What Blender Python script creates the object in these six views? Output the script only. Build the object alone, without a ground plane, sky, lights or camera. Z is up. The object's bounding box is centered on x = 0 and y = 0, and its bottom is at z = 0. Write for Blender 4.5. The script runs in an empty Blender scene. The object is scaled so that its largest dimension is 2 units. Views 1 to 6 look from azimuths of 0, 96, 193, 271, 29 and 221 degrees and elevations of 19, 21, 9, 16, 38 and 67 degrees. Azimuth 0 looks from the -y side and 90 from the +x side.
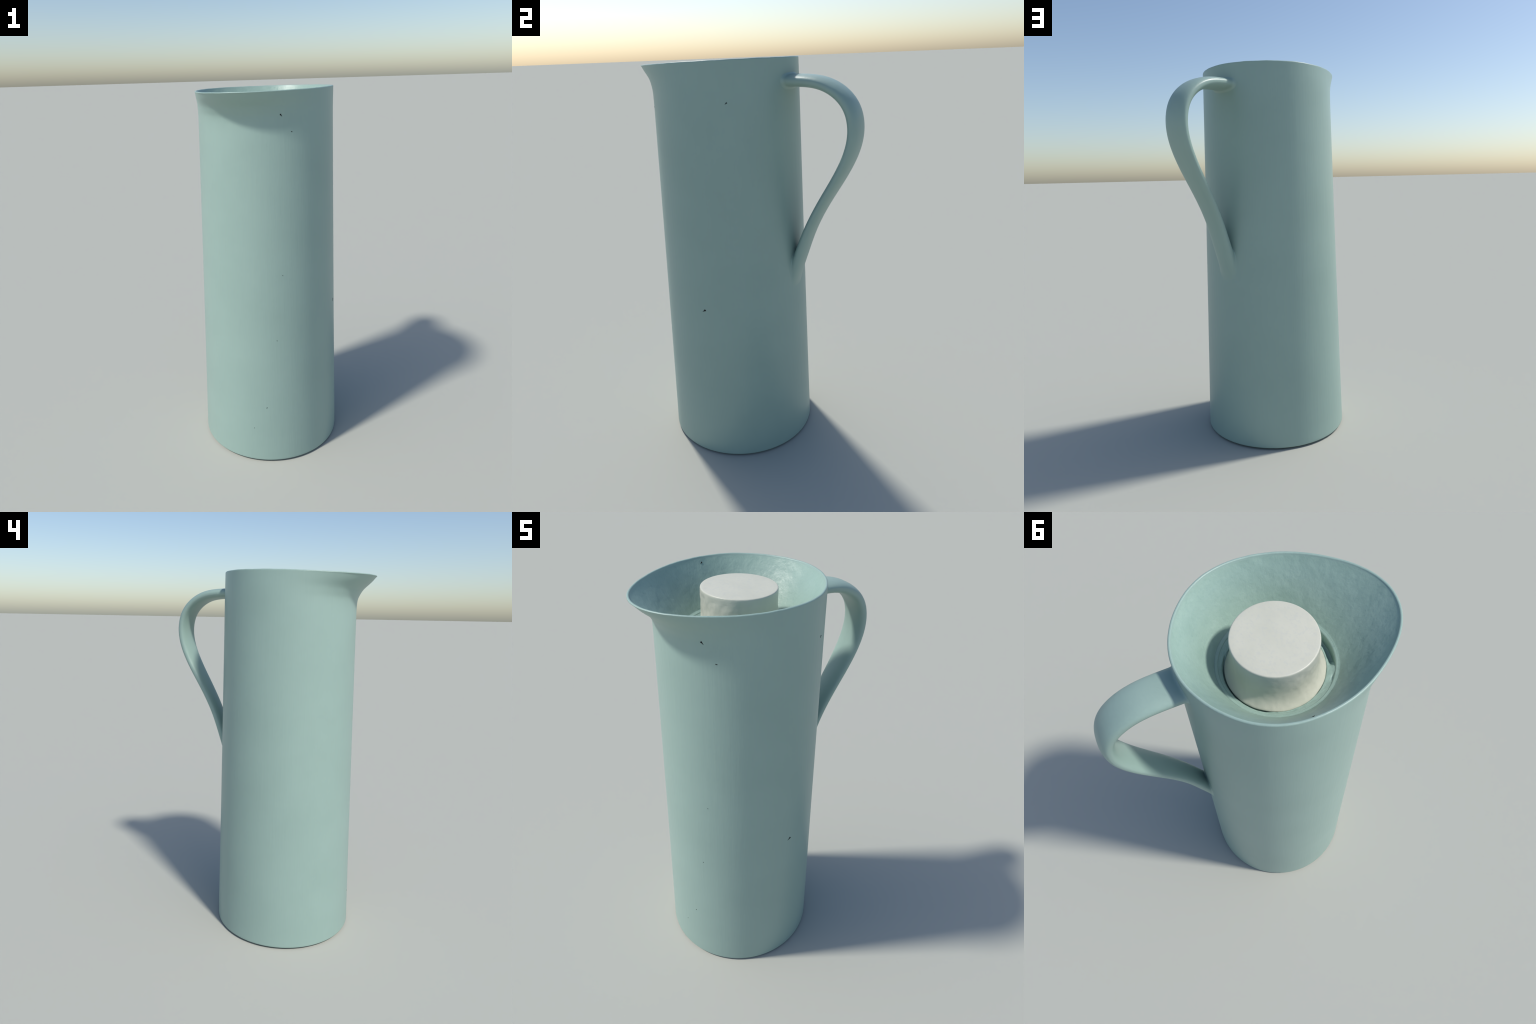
# A tall thermos-style pitcher: tapering duck-egg-blue shell with a flared pouring
# lip, a strap handle that melts into the wall, and a round off-white stopper
# sitting in a funnel-shaped mouth.
import bpy, math
import numpy as np
from mathutils import noise, Vector

SEG = 384                       # segments around the axis
TH = np.linspace(0, 2 * math.pi, SEG, endpoint=False)

# ------------------------------------------------------------------ helpers
def fbm(p, scale, octaves=3, seed=0.0):
    return noise.fractal(Vector((p[0] * scale + seed, p[1] * scale - seed, p[2] * scale + 2 * seed)),
                         0.9, 2.0, octaves)


def spline(knots, values, t):
    """natural cubic spline through control points"""
    x = np.asarray(knots, float); y = np.asarray(values, float)
    n = len(x); h = np.diff(x)
    A = np.zeros((n, n)); B = np.zeros_like(y); A[0, 0] = A[-1, -1] = 1
    for i in range(1, n - 1):
        A[i, i - 1], A[i, i], A[i, i + 1] = h[i - 1], 2 * (h[i - 1] + h[i]), h[i]
        B[i] = 6 * ((y[i + 1] - y[i]) / h[i] - (y[i] - y[i - 1]) / h[i - 1])
    M = np.linalg.solve(A, B)
    k = np.clip(np.searchsorted(x, t) - 1, 0, n - 2)
    d = (t - x[k])[:, None]; hh = h[k][:, None]
    return (y[k] + d * ((y[k + 1] - y[k]) / hh - hh * (2 * M[k] + M[k + 1]) / 6)
            + d ** 2 * M[k] / 2 + d ** 3 * (M[k + 1] - M[k]) / (6 * hh))


def smooth(t):
    t = np.clip(t, 0, 1); return t * t * (3 - 2 * t)


class Sheet:
    """A stack of closed rings; faces between rings, vertex normals of the whole sheet."""
    def __init__(self, rings, cap_first=False, cap_last=False):
        self.R = np.array(rings); self.nr, self.ns = self.R.shape[:2]
        V = self.R.reshape(-1, 3); F = []; tag = []
        for i in range(self.nr - 1):
            for j in range(self.ns):
                k = (j + 1) % self.ns
                F.append((i * self.ns + j, i * self.ns + k, (i + 1) * self.ns + k, (i + 1) * self.ns + j))
                tag.append((i, j))
        V = list(map(tuple, V))
        for on, i in ((cap_first, 0), (cap_last, self.nr - 1)):
            if on:
                c = len(V); V.append(tuple(self.R[i].mean(0)))
                for j in range(self.ns):
                    k = (j + 1) % self.ns
                    a, b = i * self.ns + j, i * self.ns + k
                    F.append((a, b, c) if i else (b, a, c)); tag.append((i if i == 0 else i - 1, j))
        self.V = np.array(V); self.F = F; self.tag = tag
        N = np.zeros_like(self.V)
        for f in F:
            p = self.V[list(f)]
            n = np.cross(p[2] - p[0], p[-1] - p[1]) if len(f) == 4 else np.cross(p[1] - p[0], p[2] - p[0])
            N[list(f)] += n
        self.N = N / (np.linalg.norm(N, axis=1, keepdims=True) + 1e-12)

    def part(self, name, material, keep=lambda i, j: True):
        F = [f for f, t in zip(self.F, self.tag) if keep(*t)]
        used = sorted({v for f in F for v in f}); new = {v: i for i, v in enumerate(used)}
        me = bpy.data.meshes.new(name)
        me.from_pydata([tuple(self.V[v]) for v in used], [], [tuple(new[v] for v in f) for f in F])
        me.polygons.foreach_set("use_smooth", [True] * len(me.polygons))
        me.materials.append(material); me.update()
        me.normals_split_custom_set_from_vertices([tuple(self.N[v]) for v in used])
        ob = bpy.data.objects.new(name, me)
        bpy.context.scene.collection.objects.link(ob)
        return ob


# ------------------------------------------------------------------ shape rules
def axis_at(z):
    return 0.00055 + 0.00296 * z, -0.1171 + 0.00702 * z


def wall_radius(z):
    t = z / 2
    return 0.39856 - 0.05427 * t - 0.0055 * t * (1 - t)


def wall_ring(z, r, dz=0.0):
    cx, cy = axis_at(z)
    return np.stack([cx + r * np.cos(TH), cy + r * np.sin(TH), np.broadcast_to(z + dz, TH.shape)], -1)


# the mouth: an oval drawn out to a pouring point, rim dipping a little there
SPOUT = -2.0132
RIM_C = (-0.0061, -0.1346)
RIM_H = (0.3650, 0.0026, 0.0268, 0.0117, 0.0053, 0.0012, 0.0021)


def rim_curve():
    t = np.linspace(0, 2 * math.pi, 1441)
    r = sum(a * np.cos(k * t) for k, a in enumerate(RIM_H))
    z = 1.9918 - 0.0078 * np.cos(t) - 0.0009 * np.cos(2 * t)
    x = RIM_C[0] + r * np.cos(SPOUT + t); y = RIM_C[1] + r * np.sin(SPOUT + t)
    cx, cy = axis_at(1.99)
    ang = np.unwrap(np.arctan2(y - cy, x - cx)); rad = np.hypot(x - cx, y - cy)
    want = (TH - ang[0]) % (2 * math.pi) + ang[0]
    return np.interp(want, ang, rad), np.interp(want, ang, z)


RIM_R, RIM_Z = rim_curve()
FLARE_U = [0.00, 0.40, 0.50, 0.57, 0.63, 0.70, 0.77, 0.89, 1.00]
FLARE_G = [0.00, 0.002, 0.012, 0.035, 0.08, 0.19, 0.33, 0.715, 1.00]
FLARE_Z0 = 1.70


def shell_ring(u):
    """ring on the outer wall, u from 0 at the flare's root to 1 at the rim"""
    g = float(np.interp(u, FLARE_TU, FLARE_TG))
    z = FLARE_Z0 + (RIM_Z - FLARE_Z0) * u
    r = wall_radius(z) + (RIM_R - wall_radius(RIM_Z)) * g
    cx, cy = axis_at(z)
    return np.stack([cx + r * np.cos(TH), cy + r * np.sin(TH), z], -1)


FLARE_TU = np.linspace(0, 1, 101)
_g = spline(FLARE_U, np.array(FLARE_G)[:, None], FLARE_TU)[:, 0]
FLARE_TG = np.maximum(_g, 0)

# ------------------------------------------------------------------ materials
def node(nt, kind, x=0, y=0, **kw):
    n = nt.nodes.new(kind); n.location = (x, y)
    for k, v in kw.items():
        if k in n.bl_rna.properties.keys():
            setattr(n, k, v)
        else:
            n.inputs[k].default_value = v
    return n


def srgb(r, g, b):
    f = lambda c: c / 12.92 if c <= 0.04045 else ((c + 0.055) / 1.055) ** 2.4
    return (f(r / 255), f(g / 255), f(b / 255), 1)


def finish(name, tone_a, tone_b, patch=3.0, rough=(0.32, 0.45), streak=0.0, dimple=0.0, dimple_scale=14.0,
           fleck=None, fleck_amount=0.56, fleck_mix=0.7, coat=0.0):
    m = bpy.data.materials.new(name); m.use_nodes = True
    nt = m.node_tree; L = nt.links
    bsdf = nt.nodes["Principled BSDF"]
    tc = node(nt, "ShaderNodeTexCoord", -1200, 0)
    n1 = node(nt, "ShaderNodeTexNoise", -900, 200, Scale=patch, Detail=6.0, Roughness=0.6)
    L.new(tc.outputs["Object"], n1.inputs["Vector"])
    ramp = node(nt, "ShaderNodeValToRGB", -650, 200)
    ramp.color_ramp.elements[0].position = 0.32; ramp.color_ramp.elements[0].color = tone_a
    ramp.color_ramp.elements[1].position = 0.68; ramp.color_ramp.elements[1].color = tone_b
    L.new(n1.outputs["Fac"], ramp.inputs["Fac"])
    colour = ramp.outputs["Color"]
    if fleck:
        n2 = node(nt, "ShaderNodeTexNoise", -900, -100, Scale=patch * 9, Detail=8.0, Roughness=0.7)
        L.new(tc.outputs["Object"], n2.inputs["Vector"])
        r2 = node(nt, "ShaderNodeValToRGB", -650, -60)
        r2.color_ramp.elements[0].position = fleck_amount - 0.06
        r2.color_ramp.elements[1].position = fleck_amount + 0.06
        L.new(n2.outputs["Fac"], r2.inputs["Fac"])
        mx = node(nt, "ShaderNodeMix", -350, 100, data_type="RGBA")
        mx.inputs[7].default_value = fleck
        sc = node(nt, "ShaderNodeMath", -450, -60, operation="MULTIPLY"); sc.inputs[1].default_value = fleck_mix
        L.new(r2.outputs["Color"], sc.inputs[0])
        L.new(sc.outputs[0], mx.inputs[0]); L.new(colour, mx.inputs[6]); colour = mx.outputs[2]
    L.new(colour, bsdf.inputs["Base Color"])
    n3 = node(nt, "ShaderNodeTexNoise", -900, -350, Scale=patch * 4, Detail=4.0)
    L.new(tc.outputs["Object"], n3.inputs["Vector"])
    mr = node(nt, "ShaderNodeMapRange", -650, -350)
    mr.inputs["To Min"].default_value, mr.inputs["To Max"].default_value = rough
    L.new(n3.outputs["Fac"], mr.inputs["Value"]); L.new(mr.outputs["Result"], bsdf.inputs["Roughness"])
    height = None
    for amount, scale, stretch in ((streak, 60.0, 0.05), (dimple, dimple_scale, 0.8)):
        if amount <= 0:
            continue
        mp = node(nt, "ShaderNodeMapping", -1000, -600); mp.inputs["Scale"].default_value = (1, 1, stretch)
        L.new(tc.outputs["Object"], mp.inputs["Vector"])
        nn = node(nt, "ShaderNodeTexNoise", -800, -600, Scale=scale, Detail=4.0, Roughness=0.55)
        L.new(mp.outputs[0], nn.inputs["Vector"])
        bp = node(nt, "ShaderNodeBump", -300, -600); bp.inputs["Strength"].default_value = amount
        bp.inputs["Distance"].default_value = 0.01
        L.new(nn.outputs["Fac"], bp.inputs["Height"])
        if height:
            L.new(height, bp.inputs["Normal"])
        height = bp.outputs["Normal"]
    if height:
        L.new(height, bsdf.inputs["Normal"])
    bsdf.inputs["Coat Weight"].default_value = coat
    return m


TEAL_A, TEAL_B = srgb(145, 169, 160), srgb(149, 173, 164)
shell_mat = finish("duck_egg_glaze", TEAL_A, TEAL_B, rough=(0.36, 0.46), streak=0.065)
inner_mat = finish("mottled_glaze", srgb(142, 168, 157), srgb(151, 176, 165), patch=9, rough=(0.34, 0.50), dimple=0.30, dimple_scale=26,
                   fleck=srgb(134, 161, 153), fleck_amount=0.56, fleck_mix=0.35)
stopper_mat = finish("off_white_plastic", srgb(188, 189, 174), srgb(196, 196, 182), patch=6, rough=(0.32, 0.46), dimple=0.2,
                     dimple_scale=20)
top_mat = finish("pale_plastic", srgb(195, 195, 179), srgb(203, 202, 186), patch=9, rough=(0.4, 0.5),
                 fleck=srgb(188, 190, 182), fleck_mix=0.4, dimple=0.06, dimple_scale=60)
hole_dark_mat = finish("painted_hole_dark", srgb(3, 4, 4), srgb(6, 7, 7), rough=(0.8, 0.9))  # near-black colour paints the missing light inside the holes

# ------------------------------------------------------------------ the shell: foot, wall, spout, funnel
RINGS, LABEL = [], []


def add(ring, label):
    RINGS.append(ring); LABEL.append(label)


# underside and foot, from the centre outwards
for r, z in ((0.05, 0.005), (0.26, 0.005), (0.285, 0.004), (0.295, 0.0), (0.318, 0.0), (0.328, 0.004), (0.335, 0.0076),
             (0.380, 0.0076)):
    add(wall_ring(z, r), "foot")
for r, z in ((0.3920, 0.0076), (0.3955, 0.0080), (0.3970, 0.0090), (0.3979, 0.0110), (0.3983, 0.0150)):
    add(wall_ring(z, r), "wall")
for z in np.concatenate([[0.026, 0.04], np.linspace(0.07, 1.64, 46)]):
    add(wall_ring(z, wall_radius(z)), "wall")
for u in np.linspace(0.0, 1.0, 60)[:-1]:
    add(shell_ring(u), "upper")
# rounded rim
T_RIM = 0.0105
cx, cy = axis_at(1.99)
rim_wob = np.array([0.0008 * fbm((3 * math.cos(a), 3 * math.sin(a), 1.0), 2.2, 3, 4.0) for a in TH])


def rim_ring(inset, dz):
    r = RIM_R - inset
    return np.stack([cx + r * np.cos(TH), cy + r * np.sin(TH), RIM_Z + dz + rim_wob], -1)


for a in np.linspace(0, math.pi, 8):
    add(rim_ring(T_RIM / 2 * (1 - math.cos(a)), 0.0045 * math.sin(a) - 0.003), "rim")
# funnel: from the inside of the rim down to the throat
THROAT_R, THROAT_Z = 0.2240, 1.814
THROAT_OFF = np.array([0.0015, -0.0105, 0.0])      # the throat sits a little towards the pouring side
top = rim_ring(T_RIM, -0.003)
throat = wall_ring(THROAT_Z, THROAT_R) + THROAT_OFF
for v in np.linspace(0, 1, 46)[1:]:
    horizontal = v ** 1.06                       # a very slightly dished cone
    ring = top * (1 - v) + throat * v
    ring[:, :2] = top[:, :2] * (1 - horizontal) + throat[:, :2] * horizontal
    amp = 0.0006 * math.sin(math.pi * min(1, v * 1.0)) ** 0.5
    for j in range(SEG):
        n = fbm(ring[j], 9, 3, 7.0) + 0.5 * fbm(ring[j], 24, 2, 2.0)
        rad = np.array([math.cos(TH[j]), math.sin(TH[j]), -0.5])
        ring[j] -= rad * amp * n
    add(ring, "funnel")
for r, z in ((0.2235, 1.8155), (0.2222, 1.8140), (0.2190, 1.8128), (0.2150, 1.8118), (0.2118, 1.8100), (0.2100, 1.8065), (0.2093, 1.80), (0.2090, 1.78), (0.2085, 1.735),
             (0.206, 1.730), (0.12, 1.729), (0.03, 1.729)):
    add(wall_ring(z, r) + THROAT_OFF, "throat")

shell = Sheet(RINGS, cap_first=True, cap_last=True)
spread = np.abs((TH - SPOUT + math.pi) % (2 * math.pi) - math.pi)
is_spout = spread < 1.15


def region(i, j):
    a = LABEL[i]
    if a == "upper":
        u = (i - LABEL.index("upper")) / 59
        return "spout" if is_spout[j] and u > 0.45 else "body"
    return {"foot": "base", "wall": "body", "rim": "rim", "funnel": "funnel", "throat": "throat"}[a]


root = bpy.data.objects.new("pitcher", None)
bpy.context.scene.collection.objects.link(root)
root["label"] = "tall pale blue-green pitcher with strap handle and white stopper"
root["category"] = "vacuum jug"
parts = {}
for nm, mat in (("base", shell_mat), ("body", shell_mat), ("spout", shell_mat), ("rim", shell_mat),
                ("funnel", inner_mat), ("throat", inner_mat)):
    parts[nm] = shell.part(nm, mat, lambda i, j, nm=nm: region(i, j) == nm)

# ------------------------------------------------------------------ handle
H_ANG = math.radians(64.93)
SPINE = [(0.300, 1.9030), (0.350, 1.9010), (0.5208, 1.8812), (0.6360, 1.7900), (0.6598, 1.6718), (0.6224, 1.5450),
         (0.5278, 1.3770), (0.4452, 1.2158), (0.3942, 1.0787), (0.3563, 0.9689), (0.324, 0.850), (0.296, 0.74)]
S_KNOT = np.concatenate([[0], np.cumsum(np.linalg.norm(np.diff(np.array(SPINE), axis=0), axis=1))])
S_LEN = S_KNOT[-1]
W_KNOT = np.array([0.0, 0.05, 0.28, 0.52, 0.76, 0.97, 1.18]) * (S_KNOT[9])
WIDTH = [(0.0727, 0.0270), (0.0725, 0.0272), (0.0682, 0.0282), (0.0645, 0.0252), (0.0558, 0.0240), (0.0566, 0.0290),
         (0.058, 0.032)]
HS = 96
A = np.linspace(0, 2 * math.pi, HS, endpoint=False)
E_ = np.array([math.cos(H_ANG), math.sin(H_ANG), 0]); B_ = np.array([-math.sin(H_ANG), math.cos(H_ANG), 0])
FINE = np.linspace(0, S_LEN, 1600)
c2 = spline(S_KNOT, SPINE, FINE); wt = spline(W_KNOT, WIDTH, np.minimum(FINE, W_KNOT[-1]))
tan = np.gradient(c2, axis=0); tan /= np.linalg.norm(tan, axis=1, keepdims=True)
axx = np.stack([0.00055 + 0.00296 * c2[:, 1], -0.1171 + 0.00702 * c2[:, 1], 0 * c2[:, 1]], -1)
CEN = axx + c2[:, :1] * E_ + c2[:, 1:] * np.array([0, 0, 1.0])
NRM = -tan[:, 1:] * E_ + tan[:, :1] * np.array([0, 0, 1.0])      # points to the outside of the loop
PW = 2.35                                                         # a softened strap section
ca = np.sign(np.cos(A)) * np.abs(np.cos(A)) ** (2 / PW); sa = np.sign(np.sin(A)) * np.abs(np.sin(A)) ** (2 / PW)
G = CEN[:, None] + wt[:, :1, None] * ca[None, :, None] * B_ + wt[:, 1:, None] * sa[None, :, None] * NRM[:, None]


def off_wall(P):
    x, y = axis_at(P[..., 2])
    return np.hypot(P[..., 0] - x, P[..., 1] - y) - wall_radius(P[..., 2])


def onto_wall(P, lift):
    x, y = axis_at(P[2]); d = np.array([P[0] - x, P[1] - y]); r = np.linalg.norm(d)
    d = d / r * (wall_radius(P[2]) + lift)
    return np.array([x + d[0], y + d[1], P[2]])


D = off_wall(G); mid = int(np.argmax(c2[:, 0]))


def crossing(j, level, end):
    rng = range(mid, -1, -1) if end == 0 else range(mid, len(FINE))
    last = mid
    for i in rng:
        if D[i, j] < level:
            return i, last
        last = i
    return last, last


def at(j, s):
    i = int(np.clip(s, 0, len(FINE) - 2)); f = s - i
    return G[i, j] * (1 - f) + G[i + 1, j] * f


def fillet(j, end, f, reach):
    i0, p0 = crossing(j, 0.0, end); i1, p1 = crossing(j, f, end)
    t0 = (0.0 - D[p0, j]) / (D[i0, j] - D[p0, j] + 1e-12); corner = G[p0, j] * (1 - t0) + G[i0, j] * t0
    t1 = (f - D[p1, j]) / (D[i1, j] - D[p1, j] + 1e-12); s1 = p1 + (i1 - p1) * np.clip(t1, 0, 1)
    x, y = axis_at(corner[2]); wn = np.array([corner[0] - x, corner[1] - y, 0.03]); wn /= np.linalg.norm(wn)
    out = math.cos(A[j]) / wt[i0, 0] * B_ + math.sin(A[j]) / wt[i0, 1] * NRM[i0]
    out = out / np.linalg.norm(out)
    out = out - wn * (out @ wn)
    out /= np.linalg.norm(out) + 1e-9
    foot = onto_wall(corner + out * reach, -0.0004)
    return s1, corner, foot


ends = [[fillet(j, 0, 0.016, 0.018) for j in range(HS)], [fillet(j, 1, 0.009, 0.013) for j in range(HS)]]
hr = []
STEPS = 9
for k in range(STEPS, 0, -1):
    t = k / STEPS
    hr.append([(1 - t) ** 2 * at(j, ends[0][j][0]) + 2 * t * (1 - t) * ends[0][j][1] + t * t * ends[0][j][2] for j in range(HS)])
for t in np.linspace(0, 1, 130):
    hr.append([at(j, ends[0][j][0] * (1 - t) + ends[1][j][0] * t) for j in range(HS)])
for k in range(1, STEPS + 1):
    t = k / STEPS
    hr.append([(1 - t) ** 2 * at(j, ends[1][j][0]) + 2 * t * (1 - t) * ends[1][j][1] + t * t * ends[1][j][2] for j in range(HS)])
strap = Sheet(hr)
# face direction: flip if the normals point inwards
probe = (len(hr) // 2) * HS
if (strap.N[probe] @ B_) * ca[0] < 0:
    strap.F = [tuple(reversed(f)) for f in strap.F]; strap.N = -strap.N
for ring in (0, len(hr) - 1):                    # the fillet's last ring takes the wall's normal
    for j in range(HS):
        P = strap.V[ring * HS + j]; x, y = axis_at(P[2])
        n = np.array([P[0] - x, P[1] - y, 0.03 * np.hypot(P[0] - x, P[1] - y)])
        strap.N[ring * HS + j] = n / np.linalg.norm(n)
parts["handle"] = strap.part("handle", shell_mat)

# ------------------------------------------------------------------ stopper and its seal
def lathe(profile, lump=None):
    out = []
    for r, z in profile:
        ring = wall_ring(z, r)
        if lump:
            for j in range(SEG):
                dr, dz = lump(ring[j], r, z, TH[j])
                ring[j] += np.array([math.cos(TH[j]) * dr, math.sin(TH[j]) * dr, dz])
        out.append(ring)
    return out


def stopper_lump(p, r, z, a):
    side = smooth((1.958 - z) / 0.02) * (r > 0.1)
    low = smooth((1.84 - z) / 0.04)
    rough = 0.35 + 0.65 * smooth((math.cos(a - SPOUT) + 0.2) / 0.6)        # rougher towards the spout
    n = 0.7 * fbm(p, 12, 2, 3.0) + 1.0 * fbm((p[0], p[1], p[2] * 0.75), 28, 2, 9.0)
    fuller = smooth((math.cos(a + 0.45) + 0.15) / 0.8)
    t1 = max(0.0, (1.915 - z) / 0.116); t2 = max(0.0, (1.880 - z) / 0.081)
    grow = 0.029 * max(0.0, t1 ** 1.7 - t2 ** 2.7) * float(fuller) * (z > 1.797)
    return grow + float(side * 0.0025 * rough * (1 - 0.55 * low) * n), float(low * 0.0026 * fbm(p, 19, 3, 5.0))


prof = [(0.004, 1.9705), (0.06, 1.9703), (0.11, 1.9700), (0.135, 1.9696), (0.1490, 1.9691), (0.1520, 1.9684), (0.1537, 1.9668),
        (0.1545, 1.964), (0.1548, 1.957)]
for z in np.linspace(1.945, 1.799, 30):
    t = max(0.0, (1.880 - z) / 0.081)
    prof.append((0.1545 + 0.0290 * t ** 2.7 - 0.0006 * math.sin(math.pi * min(1, (1.95 - z) / 0.10)), z))
prof += [(0.1838, 1.795), (0.1820, 1.791), (0.176, 1.790), (0.165, 1.785)]
prof = prof[::-1]
stop = Sheet(lathe(prof, stopper_lump), cap_first=True, cap_last=True)
n_top = len(prof) - 9
parts["stopper"] = stop.part("stopper", stopper_mat, lambda i, j: i < n_top + 3)
parts["stopper_top"] = stop.part("stopper_top", top_mat, lambda i, j: i >= n_top + 3)


def seal_lump(p, r, z, a):
    # a soft recess is left towards the spout; elsewhere the seal meets the throat and the stopper
    if z < 1.788:
        return 0.0, 0.0
    d = abs((a - (SPOUT + 0.06) + math.pi) % (2 * math.pi) - math.pi)
    n = fbm(p, 13, 3, 6.0)
    gap = 0.040 * float(smooth((0.56 - d + 0.06 * n) / 0.34)) * float(smooth((r - 0.188 - 0.003 * n) / 0.013))
    pit = 0.004 * float(smooth((0.12 - abs(d - 0.74)) / 0.12)) * float(smooth((r - 0.199) / 0.006))
    turn = abs((a - 1.42 + math.pi) % (2 * math.pi) - math.pi)
    crack = 0.016 * float(smooth((0.95 - turn + 0.3 * n) / 0.35)) * float(smooth((0.192 - r) / 0.004))
    lift = 0.004 * float(smooth((math.cos(a + 0.45) - 0.1) / 0.6)) * float(smooth((0.206 - r) / 0.008))
    return 0.0, lift - gap - pit - crack + 0.0016 * n + 0.0022 * fbm(p, 38, 2, 1.0) * float(smooth((0.203 - r) / 0.01))


seal_prof = [(0.2090, 1.735), (0.2120, 1.785), (0.2125, 1.8035), (0.2115, 1.8068), (0.2100, 1.8075)]
seal_prof += [(r, 1.7985 + 0.0088 * ((r - 0.186) / 0.0235) ** 1.5) for r in np.linspace(0.2085, 0.187, 18)]
seal_prof += [(0.185, 1.797), (0.182, 1.7935), (0.178, 1.789), (0.170, 1.787)]
seal = Sheet([q + THROAT_OFF * smooth((np.hypot(q[0, 0] - axis_at(1.8)[0], q[0, 1] - axis_at(1.8)[1]) - 0.186) / 0.02) for q in lathe(seal_prof, seal_lump)])
parts["stopper_seal"] = seal.part("stopper_seal", inner_mat)

# ------------------------------------------------------------------ small black plates drawn for the unlit insides of scan holes
HOLE_PLATES = []


def skin_radius(a, z):
    """outer wall radius at any angle and height, flare included"""
    rim = np.interp(a % (2 * math.pi), np.append(TH, 2 * math.pi), np.append(RIM_R, RIM_R[0]))
    top = np.interp(a % (2 * math.pi), np.append(TH, 2 * math.pi), np.append(RIM_Z, RIM_Z[0]))
    g = np.interp((z - FLARE_Z0) / (top - FLARE_Z0), FLARE_TU, FLARE_TG)
    return wall_radius(z) + (rim - wall_radius(top)) * g


def hole_plate(ang, z, size, turn, long=2.2, inside=None):
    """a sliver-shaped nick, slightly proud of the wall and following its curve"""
    r0 = wall_radius(z); V = []; F = []
    outline = [(-long, -0.1), (-0.2, 0.45), (0.9, 1.1), (1.15, 0.95), (1.5, -0.5), (1.3, -0.7), (-0.2, -0.45)]
    c, s = math.cos(turn), math.sin(turn)
    for lift in (-0.001, 0.0009):
        k = 1.0 if lift < 0 else 0.9
        for u, w in outline:
            u, w = u * size * k / 2, w * size * k / 2
            a = math.radians(ang) + (u * c - w * s) / r0; zz = z + u * s + w * c
            x, y = axis_at(zz); r = skin_radius(a, zz) + lift if inside is None else inside + (zz - z) * 0.62 - lift
            V.append((x + r * math.cos(a), y + r * math.sin(a), zz))
    n = len(outline)
    F.append(tuple(range(n, 2 * n))); F.append(tuple(reversed(range(n))))
    F += [(i, (i + 1) % n, n + (i + 1) % n, n + i) for i in range(n)]
    me = bpy.data.meshes.new("unlit_hole_plate"); me.from_pydata(V, [], F); me.materials.append(hole_dark_mat); me.update()
    ob = bpy.data.objects.new("unlit_hole_plate", me); bpy.context.scene.collection.objects.link(ob)
    HOLE_PLATES.append(ob)


for ang, z, size, turn in ((-79.4, 1.877, 0.0090, 2.2), (-70.9, 1.801, 0.0050, 3.1), (-79.8, 1.101, 0.0030, 1.2),
                           (-85.2, 0.743, 0.0036, 1.5), (-94.2, 0.344, 0.0050, 1.0), (-104.7, 0.211, 0.0036, 1.4),
                           (8.2, 1.825, 0.0072, 0.6), (-17.5, 0.854, 0.0125, 0.45)):
    hole_plate(ang, z, size, turn)
hole_plate(153.6, 1.9727, 0.0060, 2.6, inside=0.3193)      # one on the funnel's wall, under the rim

for ob in parts.values():
    ob.parent = root
for ob in HOLE_PLATES:
    ob.parent = parts["body"]
